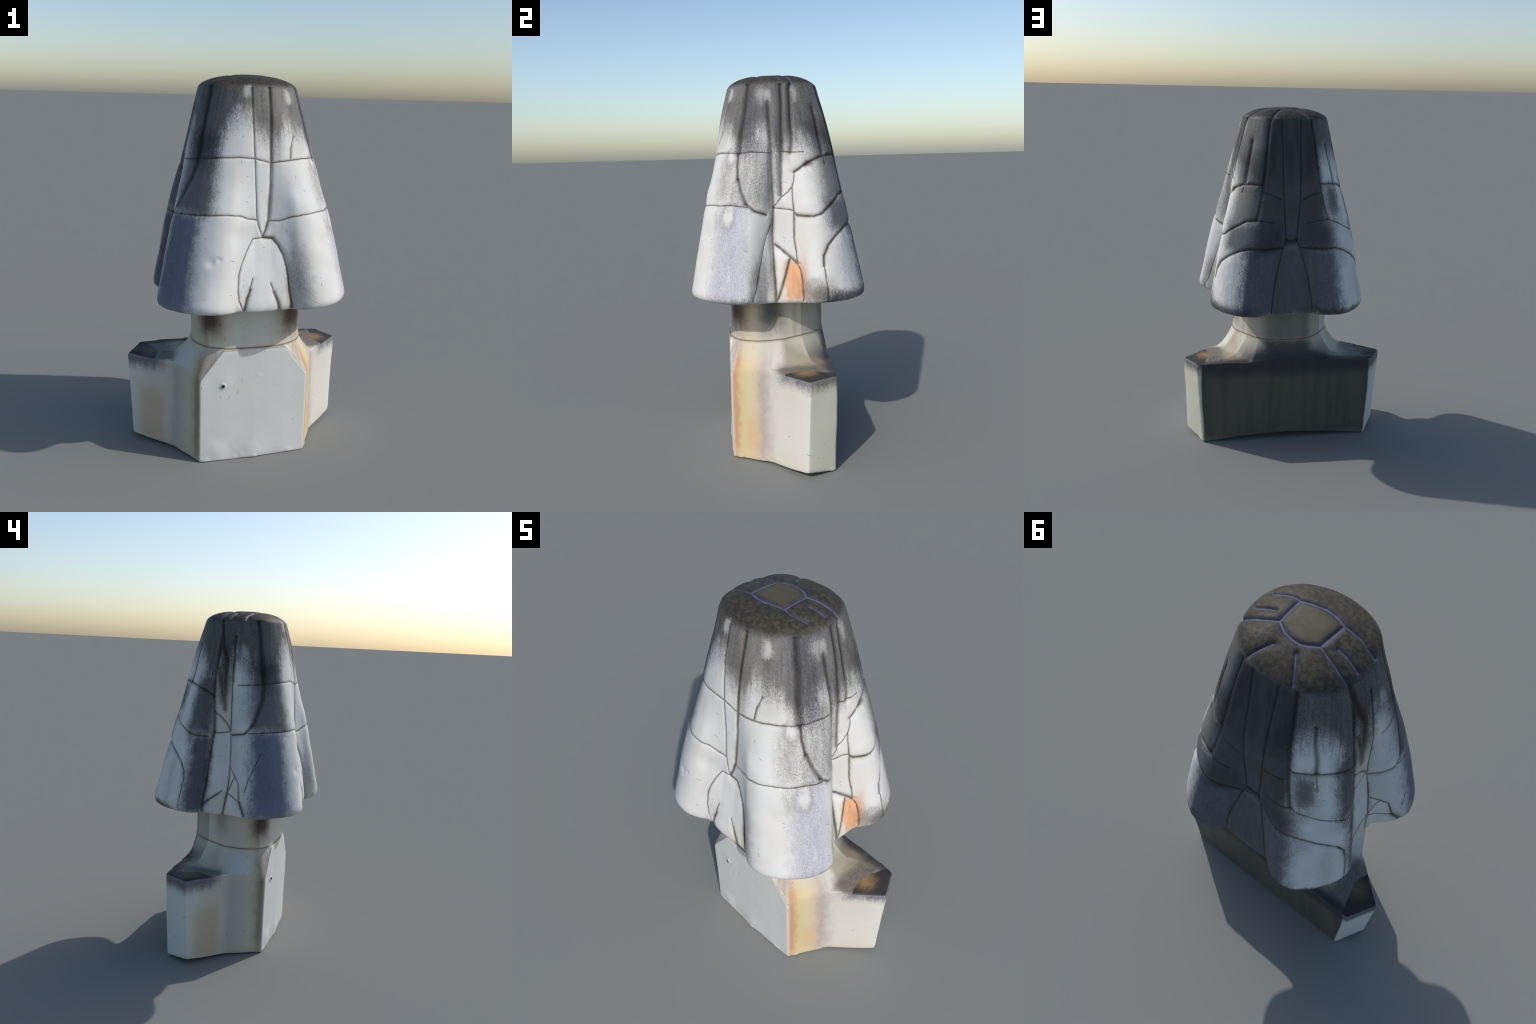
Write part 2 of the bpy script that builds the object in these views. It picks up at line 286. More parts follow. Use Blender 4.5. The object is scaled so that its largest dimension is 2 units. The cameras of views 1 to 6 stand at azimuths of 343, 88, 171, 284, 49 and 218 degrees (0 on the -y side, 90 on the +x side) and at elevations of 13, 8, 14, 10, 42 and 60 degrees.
def base_rings():
    B = plan_points(PLAN_LOW, NPLAN); T = plan_points(PLAN_TOP, NPLAN)
    z_low, z_edge = B[:, 2], T[:, 2]; B = B[:, :2]; T = T[:, :2]
    az = np.degrees(np.arctan2(T[:, 0], -T[:, 1])); aa = np.abs(az)
    nr = neck_radius(az); N = np.stack([nr*np.sin(np.radians(az)), -nr*np.cos(np.radians(az))], -1)
    zc = .622 + .010*(1 - np.cos(np.radians(az)))
    rows, kind = [], []
    for f, dz in [(.0, .05), (.5, .05), (.9, .035), (.972, .008), (.984, .003), (.991, .001)]:
        rows.append(np.column_stack([B*f, z_low + dz])); kind.append(0)
    for t in list(np.linspace(0, .06, 8)) + list(np.linspace(.06, .94, 90))[1:] + list(np.linspace(.94, 1, 9))[1:]:
        p = (B*(1-t) + T*t)*(1 - .008*math.exp(-t*70) - .010*max(0, (t-.965)/.035)**2)
        rows.append(np.column_stack([p, z_low + (z_edge - z_low)*t])); kind.append(1)
    L = np.linalg.norm(T-N, axis=1); W = np.minimum(np.interp(aa, [0, 120, 150, 180], [.10, .10, .088, .095]), L+1e-6)
    pw = np.interp(aa, [0, 60, 90, 150, 165, 180], [1.0, 1.1, 1.5, 1.5, .7, .7])
    for s in np.linspace(.02, 1, 76):
        d = (1-s)*L; f = np.clip(1 - d/W, 0, 1)**pw
        flat = np.interp(d, [0, .12, .35], [.010, .008, .002])*np.clip((L-.12)/.08, 0, 1)
        rows.append(np.column_stack([N + (T-N)*(1-s)*.99, z_edge + (zc - z_edge)*f + flat*(1-f)])); kind.append(2)
    for t in np.linspace(0, 1, 70)[1:]:
        rows.append(np.column_stack([N, zc + (.872 - zc)*t])); kind.append(3)
    V = np.array(rows); kind = np.array(kind)
    e = int(np.argmax(kind == 2))
    for _ in range(3):
        W2 = V.copy(); s = slice(e-4, e+5); W2[s] = .25*V[e-5:e+4] + .5*V[s] + .25*V[e-3:e+6]; V = W2
    soft = (np.clip((aa-51)/5, 0, 1)*np.clip((84-aa)/10, 0, 1))[None, :, None]      # no arris in the hollow flank
    for _ in range(60):
        W2 = V.copy(); s = slice(e-22, e+23); W2[s] = V[s] + soft*(.5*V[e-23:e+22] + .5*V[e-21:e+24] - V[s])*.9; V = W2
    Nn = grid_normals(V); flat = V.reshape(-1, 3)
    n = (.0030*lattice_noise(flat, 5, 5) + .0007*lattice_noise(flat, 14, 6) + .0002*lattice_noise(flat, 50, 7)).reshape(V.shape[:2])
    # chipped arrises near the foot and the wing tops
    hz = V[..., 2]
    chip = np.clip(lattice_noise(flat, 26, 8).reshape(n.shape) - .15, 0, 1)
    n -= .006*chip*(np.exp(-(hz/.03)**2) + np.exp(-((hz-z_edge)/.012)**2)*(np.abs(az) > 80))
    for x, y, z, rad, dep in [(-.17, -.27, .425, .012, .012), (-.15, -.27, .44, .03, .003), (-.2, -.27, .06, .05, .006), (0, -.27, .04, .05, .005), (.02, -.27, .47, .012, .002)]:
        d = np.linalg.norm(V - np.array([x, y, z]), axis=-1); n -= dep*np.exp(-(d/rad)**2)
    # seam between neck and pedestal
    n -= .0035*np.exp(-((hz - zc)/.008)**2)*(kind[:, None] >= 2)
    n[kind == 0] = 0
    V = V + Nn*n[..., None]
    V[..., 2] = np.maximum(V[..., 2], 0)
    return V, kind
# ------------------------------------------------------------------ node helpers
class Nodes:
    def __init__(self, name):
        self.mat = bpy.data.materials.new(name); self.mat.use_nodes = True
        self.t = self.mat.node_tree; self.t.nodes.clear()
        self.out = self.t.nodes.new('ShaderNodeOutputMaterial'); self.b = self.t.nodes.new('ShaderNodeBsdfPrincipled')
        self.t.links.new(self.b.outputs[0], self.out.inputs[0])
        self.obj = self.t.nodes.new('ShaderNodeTexCoord').outputs['Object']
        s = self.t.nodes.new('ShaderNodeSeparateXYZ'); self.link(self.obj, s.inputs[0])
        self.x, self.y, self.z = s.outputs
        self.az = self.m('MULTIPLY', self.m('ARCTAN2', self.x, self.m('MULTIPLY', self.y, -1)), 57.29578)
    def link(self, v, s):
        if isinstance(v, bpy.types.NodeSocket): self.t.links.new(v, s)
        elif isinstance(v, (tuple, list)):
            s.default_value = tuple(v) if len(v) == len(s.default_value) else tuple(v) + (1,)
        else:
            try: s.default_value = v
            except TypeError: s.default_value = (v, v, v)
    def m(self, op, a, b=None, c=None, clamp=False):
        n = self.t.nodes.new('ShaderNodeMath'); n.operation = op; n.use_clamp = clamp
        for i, v in enumerate((a, b, c)):
            if v is not None: self.link(v, n.inputs[i])
        return n.outputs[0]
    def v(self, op, a, b=None, c=None, scale=None):
        n = self.t.nodes.new('ShaderNodeVectorMath'); n.operation = op
        for i, v in enumerate((a, b, c)):
            if v is not None: self.link(v, n.inputs[i])
        if scale is not None: self.link(scale, n.inputs['Scale'])
        return n.outputs['Value'] if op in ('DOT_PRODUCT', 'LENGTH', 'DISTANCE') else n.outputs[0]
    def xyz(self, a, b, c=0.0):
        n = self.t.nodes.new('ShaderNodeCombineXYZ')
        for i, v in enumerate((a, b, c)): self.link(v, n.inputs[i])
        return n.outputs[0]
    def step(self, x, a, b):
        """smooth 0..1 as x goes from a to b"""
        n = self.t.nodes.new('ShaderNodeMapRange'); n.interpolation_type = 'SMOOTHSTEP'
        inv = (not isinstance(a, bpy.types.NodeSocket)) and (not isinstance(b, bpy.types.NodeSocket)) and a > b
        self.link(x, n.inputs[0]); self.link(b if inv else a, n.inputs[1]); self.link(a if inv else b, n.inputs[2])
        n.inputs[3].default_value, n.inputs[4].default_value = (1, 0) if inv else (0, 1)
        return n.outputs[0]
    def noise(self, vec, scale, detail=3, rough=.55, color=False):
        n = self.t.nodes.new('ShaderNodeTexNoise'); self.link(vec, n.inputs['Vector'])
        n.inputs['Scale'].default_value = scale; n.inputs['Detail'].default_value = detail; n.inputs['Roughness'].default_value = rough
        return n.outputs['Color' if color else 0]
    def mix(self, f, a, b):
        n = self.t.nodes.new('ShaderNodeMix'); n.data_type = 'RGBA'
        self.link(f, n.inputs[0]); self.link(a, n.inputs[6]); self.link(b, n.inputs[7]); return n.outputs[2]
    def tint(self, f, a, b):
        n = self.t.nodes.new('ShaderNodeMix'); n.data_type = 'RGBA'; n.blend_type = 'MULTIPLY'
        self.link(f, n.inputs[0]); self.link(a, n.inputs[6]); self.link(b, n.inputs[7]); return n.outputs[2]
    def mul(self, *a):
        r = a[0]
        for q in a[1:]: r = self.m('MULTIPLY', r, q)
        return r
    def ramp(self, f, stops, lo=-180.0, hi=180.0, value=False):
        """stops: (position, colour or value) over lo..hi"""
        n = self.t.nodes.new('ShaderNodeValToRGB'); e = n.color_ramp.elements
        f = self.m('DIVIDE', self.m('SUBTRACT', f, lo), hi-lo); self.link(f, n.inputs[0])
        for i, (p, c) in enumerate(stops):
            p = (p-lo)/(hi-lo)
            el = e[i] if i < 2 else e.new(p)
            el.position = p; el.color = (c, c, c, 1) if value else tuple(c) + (1,)
        return n.outputs[0]
    def speckle(self, mask, grain, amount=.9, inner=.16):
        """break a soft mask up into grains: strongly along its edge, by `inner` within it"""
        edge = self.mul(mask, self.m('SUBTRACT', 1, mask), 3.4*amount)
        return self.m('MULTIPLY_ADD', self.m('SUBTRACT', grain, .5), self.m('MAXIMUM', edge, self.m('MULTIPLY', mask, inner)), self.m('MULTIPLY', mask, 1-.45*inner), clamp=True)
    def strokes(self, vec2, scale, keep, length, width):
        """short dark scratches: one random stroke in a few cells of a 2D Voronoi"""
        n = self.t.nodes.new('ShaderNodeTexVoronoi'); n.voronoi_dimensions = '2D'; n.inputs['Scale'].default_value = scale
        self.link(vec2, n.inputs['Vector'])
        s = self.t.nodes.new('ShaderNodeSeparateColor'); self.link(n.outputs['Color'], s.inputs[0])
        d = self.v('SUBTRACT', vec2, n.outputs['Position'])
        ang = self.m('MULTIPLY_ADD', s.outputs[0], 2.4, .6)
        ax = self.xyz(self.m('COSINE', ang), self.m('SINE', ang)); ay = self.xyz(self.m('MULTIPLY', self.m('SINE', ang), -1), self.m('COSINE', ang))
        u = self.m('ABSOLUTE', self.v('DOT_PRODUCT', d, ax)); w = self.m('ABSOLUTE', self.v('DOT_PRODUCT', d, ay))
        l = self.m('MULTIPLY', s.outputs[1], length)
        return self.mul(self.m('LESS_THAN', s.outputs[2], keep), self.m('LESS_THAN', u, l), self.step(w, width, width*.3))
    def finish(self, col, bump_h=None, bump=.12, rough=.5):
        self.link(col, self.b.inputs['Base Color']); self.link(rough, self.b.inputs['Roughness'])
        self.b.inputs['Specular IOR Level'].default_value = .13
        if bump_h is not None:
            n = self.t.nodes.new('ShaderNodeBump'); n.inputs['Strength'].default_value = bump; n.inputs['Distance'].default_value = .004
            self.link(bump_h, n.inputs['Height']); self.link(n.outputs[0], self.b.inputs['Normal'])
        return self.mat

def segment_group():
    """distance from P to the segment A..A+E, divided by the line's half width"""
    g = bpy.data.node_groups.new('crack_segment', 'ShaderNodeTree')
    for nm, ty in (('P', 'NodeSocketVector'), ('A', 'NodeSocketVector'), ('E', 'NodeSocketVector'), ('Einv', 'NodeSocketVector'), ('W', 'NodeSocketFloat'), ('Prev', 'NodeSocketFloat')):
        g.interface.new_socket(nm, in_out='INPUT', socket_type=ty)
    g.interface.new_socket('D', in_out='OUTPUT', socket_type='NodeSocketFloat')
    i = g.nodes.new('NodeGroupInput'); o = g.nodes.new('NodeGroupOutput'); L = g.links.new
    sub = g.nodes.new('ShaderNodeVectorMath'); sub.operation = 'SUBTRACT'; L(i.outputs['P'], sub.inputs[0]); L(i.outputs['A'], sub.inputs[1])
    dot = g.nodes.new('ShaderNodeVectorMath'); dot.operation = 'DOT_PRODUCT'; L(sub.outputs[0], dot.inputs[0]); L(i.outputs['Einv'], dot.inputs[1])
    cl = g.nodes.new('ShaderNodeClamp'); L(dot.outputs['Value'], cl.inputs[0])
    sc = g.nodes.new('ShaderNodeVectorMath'); sc.operation = 'SCALE'; L(i.outputs['E'], sc.inputs[0]); L(cl.outputs[0], sc.inputs['Scale'])
    ds = g.nodes.new('ShaderNodeVectorMath'); ds.operation = 'DISTANCE'; L(sub.outputs[0], ds.inputs[0]); L(sc.outputs[0], ds.inputs[1])
    dv = g.nodes.new('ShaderNodeMath'); dv.operation = 'MULTIPLY'; L(ds.outputs['Value'], dv.inputs[0]); L(i.outputs['W'], dv.inputs[1])
    mn = g.nodes.new('ShaderNodeMath'); mn.operation = 'MINIMUM'; L(dv.outputs[0], mn.inputs[0]); L(i.outputs['Prev'], mn.inputs[1])
    L(mn.outputs[0], o.inputs[0]); return g
SEG = None
def crack_field(N, P, curves):
    """min over all curves of distance / half-width; curves: (half width, points)"""
    prev = 99.0
    for w, pts in curves:
        for a, b in zip(pts[:-1], pts[1:]):
            e = (b[0]-a[0], b[1]-a[1]); l2 = e[0]**2 + e[1]**2
            if l2 < 1e-10: continue
            n = N.t.nodes.new('ShaderNodeGroup'); n.node_tree = SEG
            N.link(P, n.inputs['P']); n.inputs['A'].default_value = (a[0], a[1], 0); n.inputs['E'].default_value = (e[0], e[1], 0)
            n.inputs['Einv'].default_value = (e[0]/l2, e[1]/l2, 0); n.inputs['W'].default_value = 1/w
            N.link(prev, n.inputs['Prev']); prev = n.outputs[0]
    return prev

# ------------------------------------------------------------------ colours of the cap
CHALK = (.715, .71, .695); SOOT = (.085, .082, .078); BLACK = (.040, .041, .046); INK = (.060, .048, .034)
SLATE = (.17, .19, .28); LILAC = (.40, .41, .54); SMOKE = (.27, .255, .25); RUST = (.60, .29, .13); UMBER = (.19, .16, .14); OLIVE = (.13, .13, .115)
# lower limit of the soot that covers the crown, by azimuth
SOOT_LINE = [(-180,1.58),(-150,1.72),(-137,1.76),(-120,1.72),(-112,1.60),(-106,1.62),(-103,1.72),(-95,1.70),(-88,1.74),(-76,1.72),(-64,1.66),(-56,1.58),(-46,1.63),(-36,1.71),(-29,1.79),(-15,1.81),(-9,1.80),(-5,1.73),(4,1.71),(9,1.70),(16,1.68),(24,1.77),(34,1.74),(46,1.71),(55,1.63),(80,1.70),(92,1.60),(104,1.66),(118,1.66),(132,1.64),(150,1.56),(180,1.58)]
# paint: azimuth from..to, edge softness; height from..to, softness; colour, strength, grain
PAINT = [
 # dark fire marks on the front left lobe
 (-68,-37,5, 1.33,1.72,.04, (.066,.064,.073), .96, 1), (-69,-44,5, .86,1.335,.03, (.070,.083,.135), .96, 1), (-53,-50,2.5, .95,1.33,.1, (.20,.22,.30), .5, 1), (-66,-42,9, .845,.93,.04, (.24,.25,.30), .5, 1),
 (-76,-60,6, 1.38,1.68,.06, (.17,.175,.20), .7, 1),
 # front right lobe: scorched patches under the rings
 (43,57,5, 1.36,1.60,.05, (.16,.145,.135), .78, 1), (57,85,3, 1.32,1.66,.04, (.13,.125,.125), .85, 1), (58,74,5, 1.58,1.95,.05, (.085,.085,.135), .85, 1),
 (50,69,5, .86,1.33,.05, (.22,.225,.34), .82, 1), (50,72,8, .845,.89,.02, (.28,.26,.24), .5, 1), (60,74,5, .842,.885,.02, (.08,.085,.13), .75, 1), (72,86,4, .85,1.05,.07, (.13,.12,.115), .80, 1), (47,51,3, 1.22,1.335,.04, (.22,.20,.18), .5, 1),
 (18.5,28,4, .86,1.17,.10, (.15,.125,.105), .75, 1), (12,22,4, .855,.93,.05, (.62,.60,.45), .6, 0),
 # right valley and back right lobe
 (86,93,3, 1.38,1.78,.06, (.12,.118,.12), .78, 1), (94,106.4,2, .86,1.045,.03, RUST, .92, 0), (106,108.5,2, .86,1.10,.10, RUST, .4, 0), (88,97,4, .86,1.05,.05, (.52,.45,.37), .6, 1),
 (106,122,5, .845,.955,.05, (.11,.095,.085), .88, 1), (116,152,6, .845,.905,.03, BLACK, .93, 1), (113,120,2, 1.525,1.56,.012, (.06,.04,.03), .8, 0),
 (125,153,6, 1.36,1.60,.04, (.085,.085,.075), .94, 1), (118,135,8, 1.29,1.58,.06, (.26,.26,.27), .55, 1), (124,172,6, 1.20,1.37,.04, (.062,.064,.078), .94, 1), (131,149,7, .90,1.24,.05, (.14,.145,.19), .72, 1), (143,172,5, .84,1.24,.03, (.046,.050,.070), .97, 1),
 (160,171,3, .86,1.22,.04, (.12,.13,.155), .6, 0), (118,152,7, 1.57,1.75,.05, (.105,.107,.118), .90, 1),
 # back
 (150,210,4, 1.22,1.95,.03, (0.053,0.0562,0.0655), .96, 0), (164,196,4, .84,1.23,.03, (0.078,0.0819,0.0936), .96, 0), (171,189,1.5, 1.27,1.80,.10, (0.0819,0.0881,0.1014), .85, 0), (165,195,1.5, .85,1.22,.03, (0.0936,0.0952,0.0998), .85, 0), (152,208,3, 1.40,1.53,.04, (0.0608,0.0577,0.0515), .7, 1),
 (194,213,5, .845,1.235,.04, (0.0484,0.0515,0.0718), .97, 1), (193,199,3, .85,1.22,.04, (0.0897,0.0897,0.0858), .6, 0), (192,216,5, 1.24,1.385,.04, (0.0515,0.053,0.0686), .94, 1), (196,209,4, 1.30,1.56,.05, (0.0624,0.0624,0.0577), .8, 1),
 # back left lobe
 (212,226,5, 1.41,1.585,.05, (0.078,0.078,0.0663), .92, 1), (207,226,7, 1.33,1.40,.03, (0.22,0.22,0.16), .6, 1), (212,222,5, 1.14,1.24,.05, (0.22,0.21,0.18), .7, 1), (238,257,5, 1.28,1.64,.06, (0.0429,0.0452,0.0515), .96, 1), (244,257,4, .85,1.29,.04, (0.0429,0.0452,0.0686), .96, 1),
 (196,236,6, .845,.890,.018, BLACK, .92, 1), (229,234,3, .88,1.15,.08, (0.34,0.33,0.25), .6, 1),
 # left valley
 (257,275,3, 1.33,1.66,.06, (.48,.45,.35), .8, 1), (257,272,4, 1.52,1.82,.08, (.06,.06,.056), .87, 1), (260,276,5, .85,.97,.05, (.52,.48,.37), .6, 0),
]
# white highlights painted into the colour: azimuth, height, half sizes in metres, strength
SPOT = [(-16,1.915,.020,.028,.9),(-23,1.850,.018,.014,.5),(34,1.895,.026,.034,.95),(83,1.875,.020,.034,.6),(75,1.885,.030,.040,.45),(-76,1.770,.020,.040,.6),(51.5,1.572,.027,.030,1.0),(57,1.290,.030,.045,1.0),(112,1.885,.018,.04,.45),(38,1.66,.05,.05,.45)]

def cap_material(name, c, lo, hi, zlo, zhi, rmean, crown=False):
    """panel centred on azimuth c, covering lo..hi degrees and zlo..zhi"""
    N = Nodes(name); k = math.radians(1)*rmean
    ca, sa = math.cos(math.radians(c)), math.sin(math.radians(c))
    da = N.m('MULTIPLY', N.m('ARCTAN2', N.v('DOT_PRODUCT', N.obj, (ca, sa, 0)), N.v('DOT_PRODUCT', N.obj, (sa, -ca, 0))), 57.29578)
    wob = N.noise(N.obj, 22, 3, .6, color=True); wv = N.v('SUBTRACT', wob, (.5, .5, .5))
    ws = N.t.nodes.new('ShaderNodeSeparateXYZ'); N.link(wv, ws.inputs[0])
    u = N.m('MULTIPLY', da, k)
    cyl = N.v('MULTIPLY', N.v('NORMALIZE', N.v('MULTIPLY', N.obj, (1, 1, 0))), (.36, .36, 0)); cyl = N.v('ADD', cyl, N.xyz(0, 0, N.m('MULTIPLY', N.z, .16)))
    streak = N.noise(cyl, 62, 4, .7)
    fine = N.noise(N.v('MULTIPLY', N.obj, (1, 1, .6)), 190, 3, .75); grain = N.m('MULTIPLY_ADD', N.m('SUBTRACT', fine, .5), 2.3, N.m('MULTIPLY_ADD', N.m('SUBTRACT', streak, .5), 1.3, .5))
    big = N.noise(N.obj, 7, 3, .55)
    col = N.mix(N.step(big, .35, .7), CHALK, (.68, .67, .635))
    # paint, on wobbled coordinates
    pa = N.m('MULTIPLY_ADD', ws.outputs[0], 7.0, da); pz = N.m('MULTIPLY_ADD', ws.outputs[2], .07, N.z)
    for a0, a1, sa_, z0, z1, sz, colr, st, gr in PAINT:
        mid = wrap(.5*(a0+a1) - c); h = .5*(a1-a0)
        if mid+h+sa_ < lo-8 or mid-h-sa_ > hi+8 or z1+sz < zlo-.04 or z0-sz > zhi+.04: continue
        m1 = N.step(N.m('ABSOLUTE', N.m('SUBTRACT', pa, mid)), h+sa_*1.15, max(h-sa_*1.15, 0))
        m2 = N.step(N.m('ABSOLUTE', N.m('SUBTRACT', pz, .5*(z0+z1))), .5*(z1-z0)+sz*1.15, max(.5*(z1-z0)-sz*1.15, 0))
        mk = N.mul(m1, m2)
        if gr: mk = N.speckle(mk, grain, .8, .15 if st > .86 else .85)
        col = N.mix(N.m('MULTIPLY', mk, st), col, N.mix(N.step(streak, .3, .75), colr, tuple(q*1.3 for q in colr)))
    # soot coming down from the crown
    line = N.ramp(N.m('MULTIPLY_ADD', ws.outputs[1], 6, N.az), [(a, (h-.9)/1.1) for a, h in SOOT_LINE] , value=True)
    h = N.m('SUBTRACT', N.z, N.m('MULTIPLY_ADD', line, 1.1, .9))
    h = N.m('MULTIPLY_ADD', N.m('SUBTRACT', big, .5), .10, h)
    soot = N.speckle(N.step(h, -.115, .085), grain, .9)
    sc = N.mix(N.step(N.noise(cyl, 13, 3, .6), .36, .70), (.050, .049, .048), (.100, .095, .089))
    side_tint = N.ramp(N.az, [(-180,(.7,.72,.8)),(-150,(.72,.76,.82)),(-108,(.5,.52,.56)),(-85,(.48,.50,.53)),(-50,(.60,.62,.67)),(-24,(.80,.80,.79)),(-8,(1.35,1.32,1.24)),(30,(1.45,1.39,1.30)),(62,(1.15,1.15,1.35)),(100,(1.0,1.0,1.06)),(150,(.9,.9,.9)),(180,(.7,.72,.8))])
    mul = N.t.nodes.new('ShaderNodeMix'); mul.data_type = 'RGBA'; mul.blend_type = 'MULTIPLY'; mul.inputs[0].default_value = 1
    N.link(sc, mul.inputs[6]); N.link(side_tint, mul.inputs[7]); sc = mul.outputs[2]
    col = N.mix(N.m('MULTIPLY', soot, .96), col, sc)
    # brown crown
    mott = N.noise(N.obj, 55, 4, .65)
    brown = N.mix(N.step(mott, .38, .66), (.036, .033, .028), (.075, .066, .048))
    col = N.mix(N.step(N.m('MULTIPLY_ADD', ws.outputs[0], .015, N.z), 1.925, 1.960), col, brown)
    for a, z, hw, hh, st in SPOT:
        d0 = wrap(a-c)
        if d0 < lo-6 or d0 > hi+6 or z > zhi+.05 or z < zlo-.05: continue
        q = N.v('LENGTH', N.xyz(N.m('DIVIDE', N.m('MULTIPLY', N.m('SUBTRACT', pa, d0), k), hw), N.m('DIVIDE', N.m('SUBTRACT', pz, z), hh)))
        if st == 1.0: col = N.mix(N.m('MULTIPLY', N.step(q, 1.9, 1.1), .55), col, SMOKE)
        col = N.mix(N.m('MULTIPLY', N.step(N.m('MULTIPLY_ADD', N.m('SUBTRACT', grain, .5), .5, q), 1.5, .25), min(st, .9)), col, (.50, .49, .47) if st < 1 else (.68, .67, .66))
    # cracks
    P = N.xyz(N.m('MULTIPLY_ADD', ws.outputs[0], .006, u), N.m('MULTIPLY_ADD', ws.outputs[1], .006, N.z))
    side = {'crisp': [], 'soft': []}
    for kd, pts in CURVES:
        rel = [(wrap(a-c), z) for a, z in pts]
        for p, q in zip(rel[:-1], rel[1:]):     # only the pieces that can touch this panel
            if abs(p[0]-q[0]) > 180 or max(p[0], q[0]) < lo-5 or min(p[0], q[0]) > hi+5 or max(p[1], q[1]) < zlo-.04 or min(p[1], q[1]) > zhi+.04: continue
            side['soft' if kd in ('fold', 'wide') else 'crisp'].append((KIND[kd]['w'], [(p[0]*k, p[1]), (q[0]*k, q[1])]))
    if side['soft']:
        d = crack_field(N, P, side['soft'])
        col = N.mix(N.m('MULTIPLY', N.step(d, 1.9, .1), .85), N.tint(1.0, col, (.9, .9, .9)), N.tint(1.0, col, (.20, .185, .17)))
    if side['crisp']:
        d = N.m('MULTIPLY_ADD', N.m('SUBTRACT', fine, .5), .9, crack_field(N, P, side['crisp']))
        col = N.mix(N.m('MULTIPLY', N.step(d, 4.5, .8), N.m('MULTIPLY_ADD', N.step(big, .35, .7), .40, .10)), col, N.tint(1.0, col, (.42, .35, .27)))
        col = N.mix(N.m('MULTIPLY', N.step(d, 1.8, .2), N.m('MULTIPLY_ADD', N.step(streak, .25, .7), .30, .65)), col, N.tint(1.0, N.mix(.5, col, (.3, .3, .3)), (.13, .105, .08)))
    if zhi > 1.93:
        d = crack_field(N, N.xyz(N.m('MULTIPLY_ADD', ws.outputs[0], .005, N.x), N.m('MULTIPLY_ADD', ws.outputs[1], .005, N.y)), [(.0034 if kd == 'deep' else .0021, pts) for kd, pts in CROWN])
        on = N.step(N.z, 1.930, 1.948)
        col = N.mix(N.mul(N.step(d, 5.5, 1.5), on, .85), col, (.043, .046, .072))
        col = N.mix(N.mul(N.step(d, 1.6, .4), on, N.m('MULTIPLY_ADD', N.step(mott, .3, .7), .5, .3)), col, (.155, .165, .245))
    if crown:
        col = N.mix(N.mul(N.step(d, 3.5, 7), .9), col, N.mix(N.step(N.noise(N.obj, 18, 3), .35, .7), (.072, .063, .040), (.090, .080, .055)))
    s = N.strokes(N.xyz(u, N.z), 15, .26, .011, .0013)
    col = N.mix(N.m('MULTIPLY', s, .8), col, (.03, .028, .026))
    return N.finish(col, N.m('ADD', N.m('MULTIPLY', fine, .5), N.m('MULTIPLY', s, -1)), .10, N.m('MULTIPLY_ADD', big, .25, .42))

# ------------------------------------------------------------------ colours of the pedestal
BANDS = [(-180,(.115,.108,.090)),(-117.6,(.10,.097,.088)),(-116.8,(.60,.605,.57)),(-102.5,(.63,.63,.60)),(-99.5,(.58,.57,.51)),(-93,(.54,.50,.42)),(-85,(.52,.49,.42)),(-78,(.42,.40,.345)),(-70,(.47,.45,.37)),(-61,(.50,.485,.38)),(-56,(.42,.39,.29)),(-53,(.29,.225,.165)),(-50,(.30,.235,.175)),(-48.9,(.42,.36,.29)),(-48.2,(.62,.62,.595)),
 (48.2,(.63,.63,.605)),(48.9,(.60,.42,.28)),(51,(.44,.265,.18)),(53.5,(.55,.34,.19)),(56.5,(.56,.46,.26)),(63,(.57,.50,.30)),(69,(.56,.46,.33)),(75,(.40,.345,.31)),(79,(.47,.43,.39)),(85,(.60,.575,.52)),(95,(.61,.58,.52)),(100.5,(.64,.62,.57)),(103,(.60,.585,.475)),(116.8,(.58,.565,.455)),(117.6,(.10,.097,.088)),(180,(.115,.108,.090))]
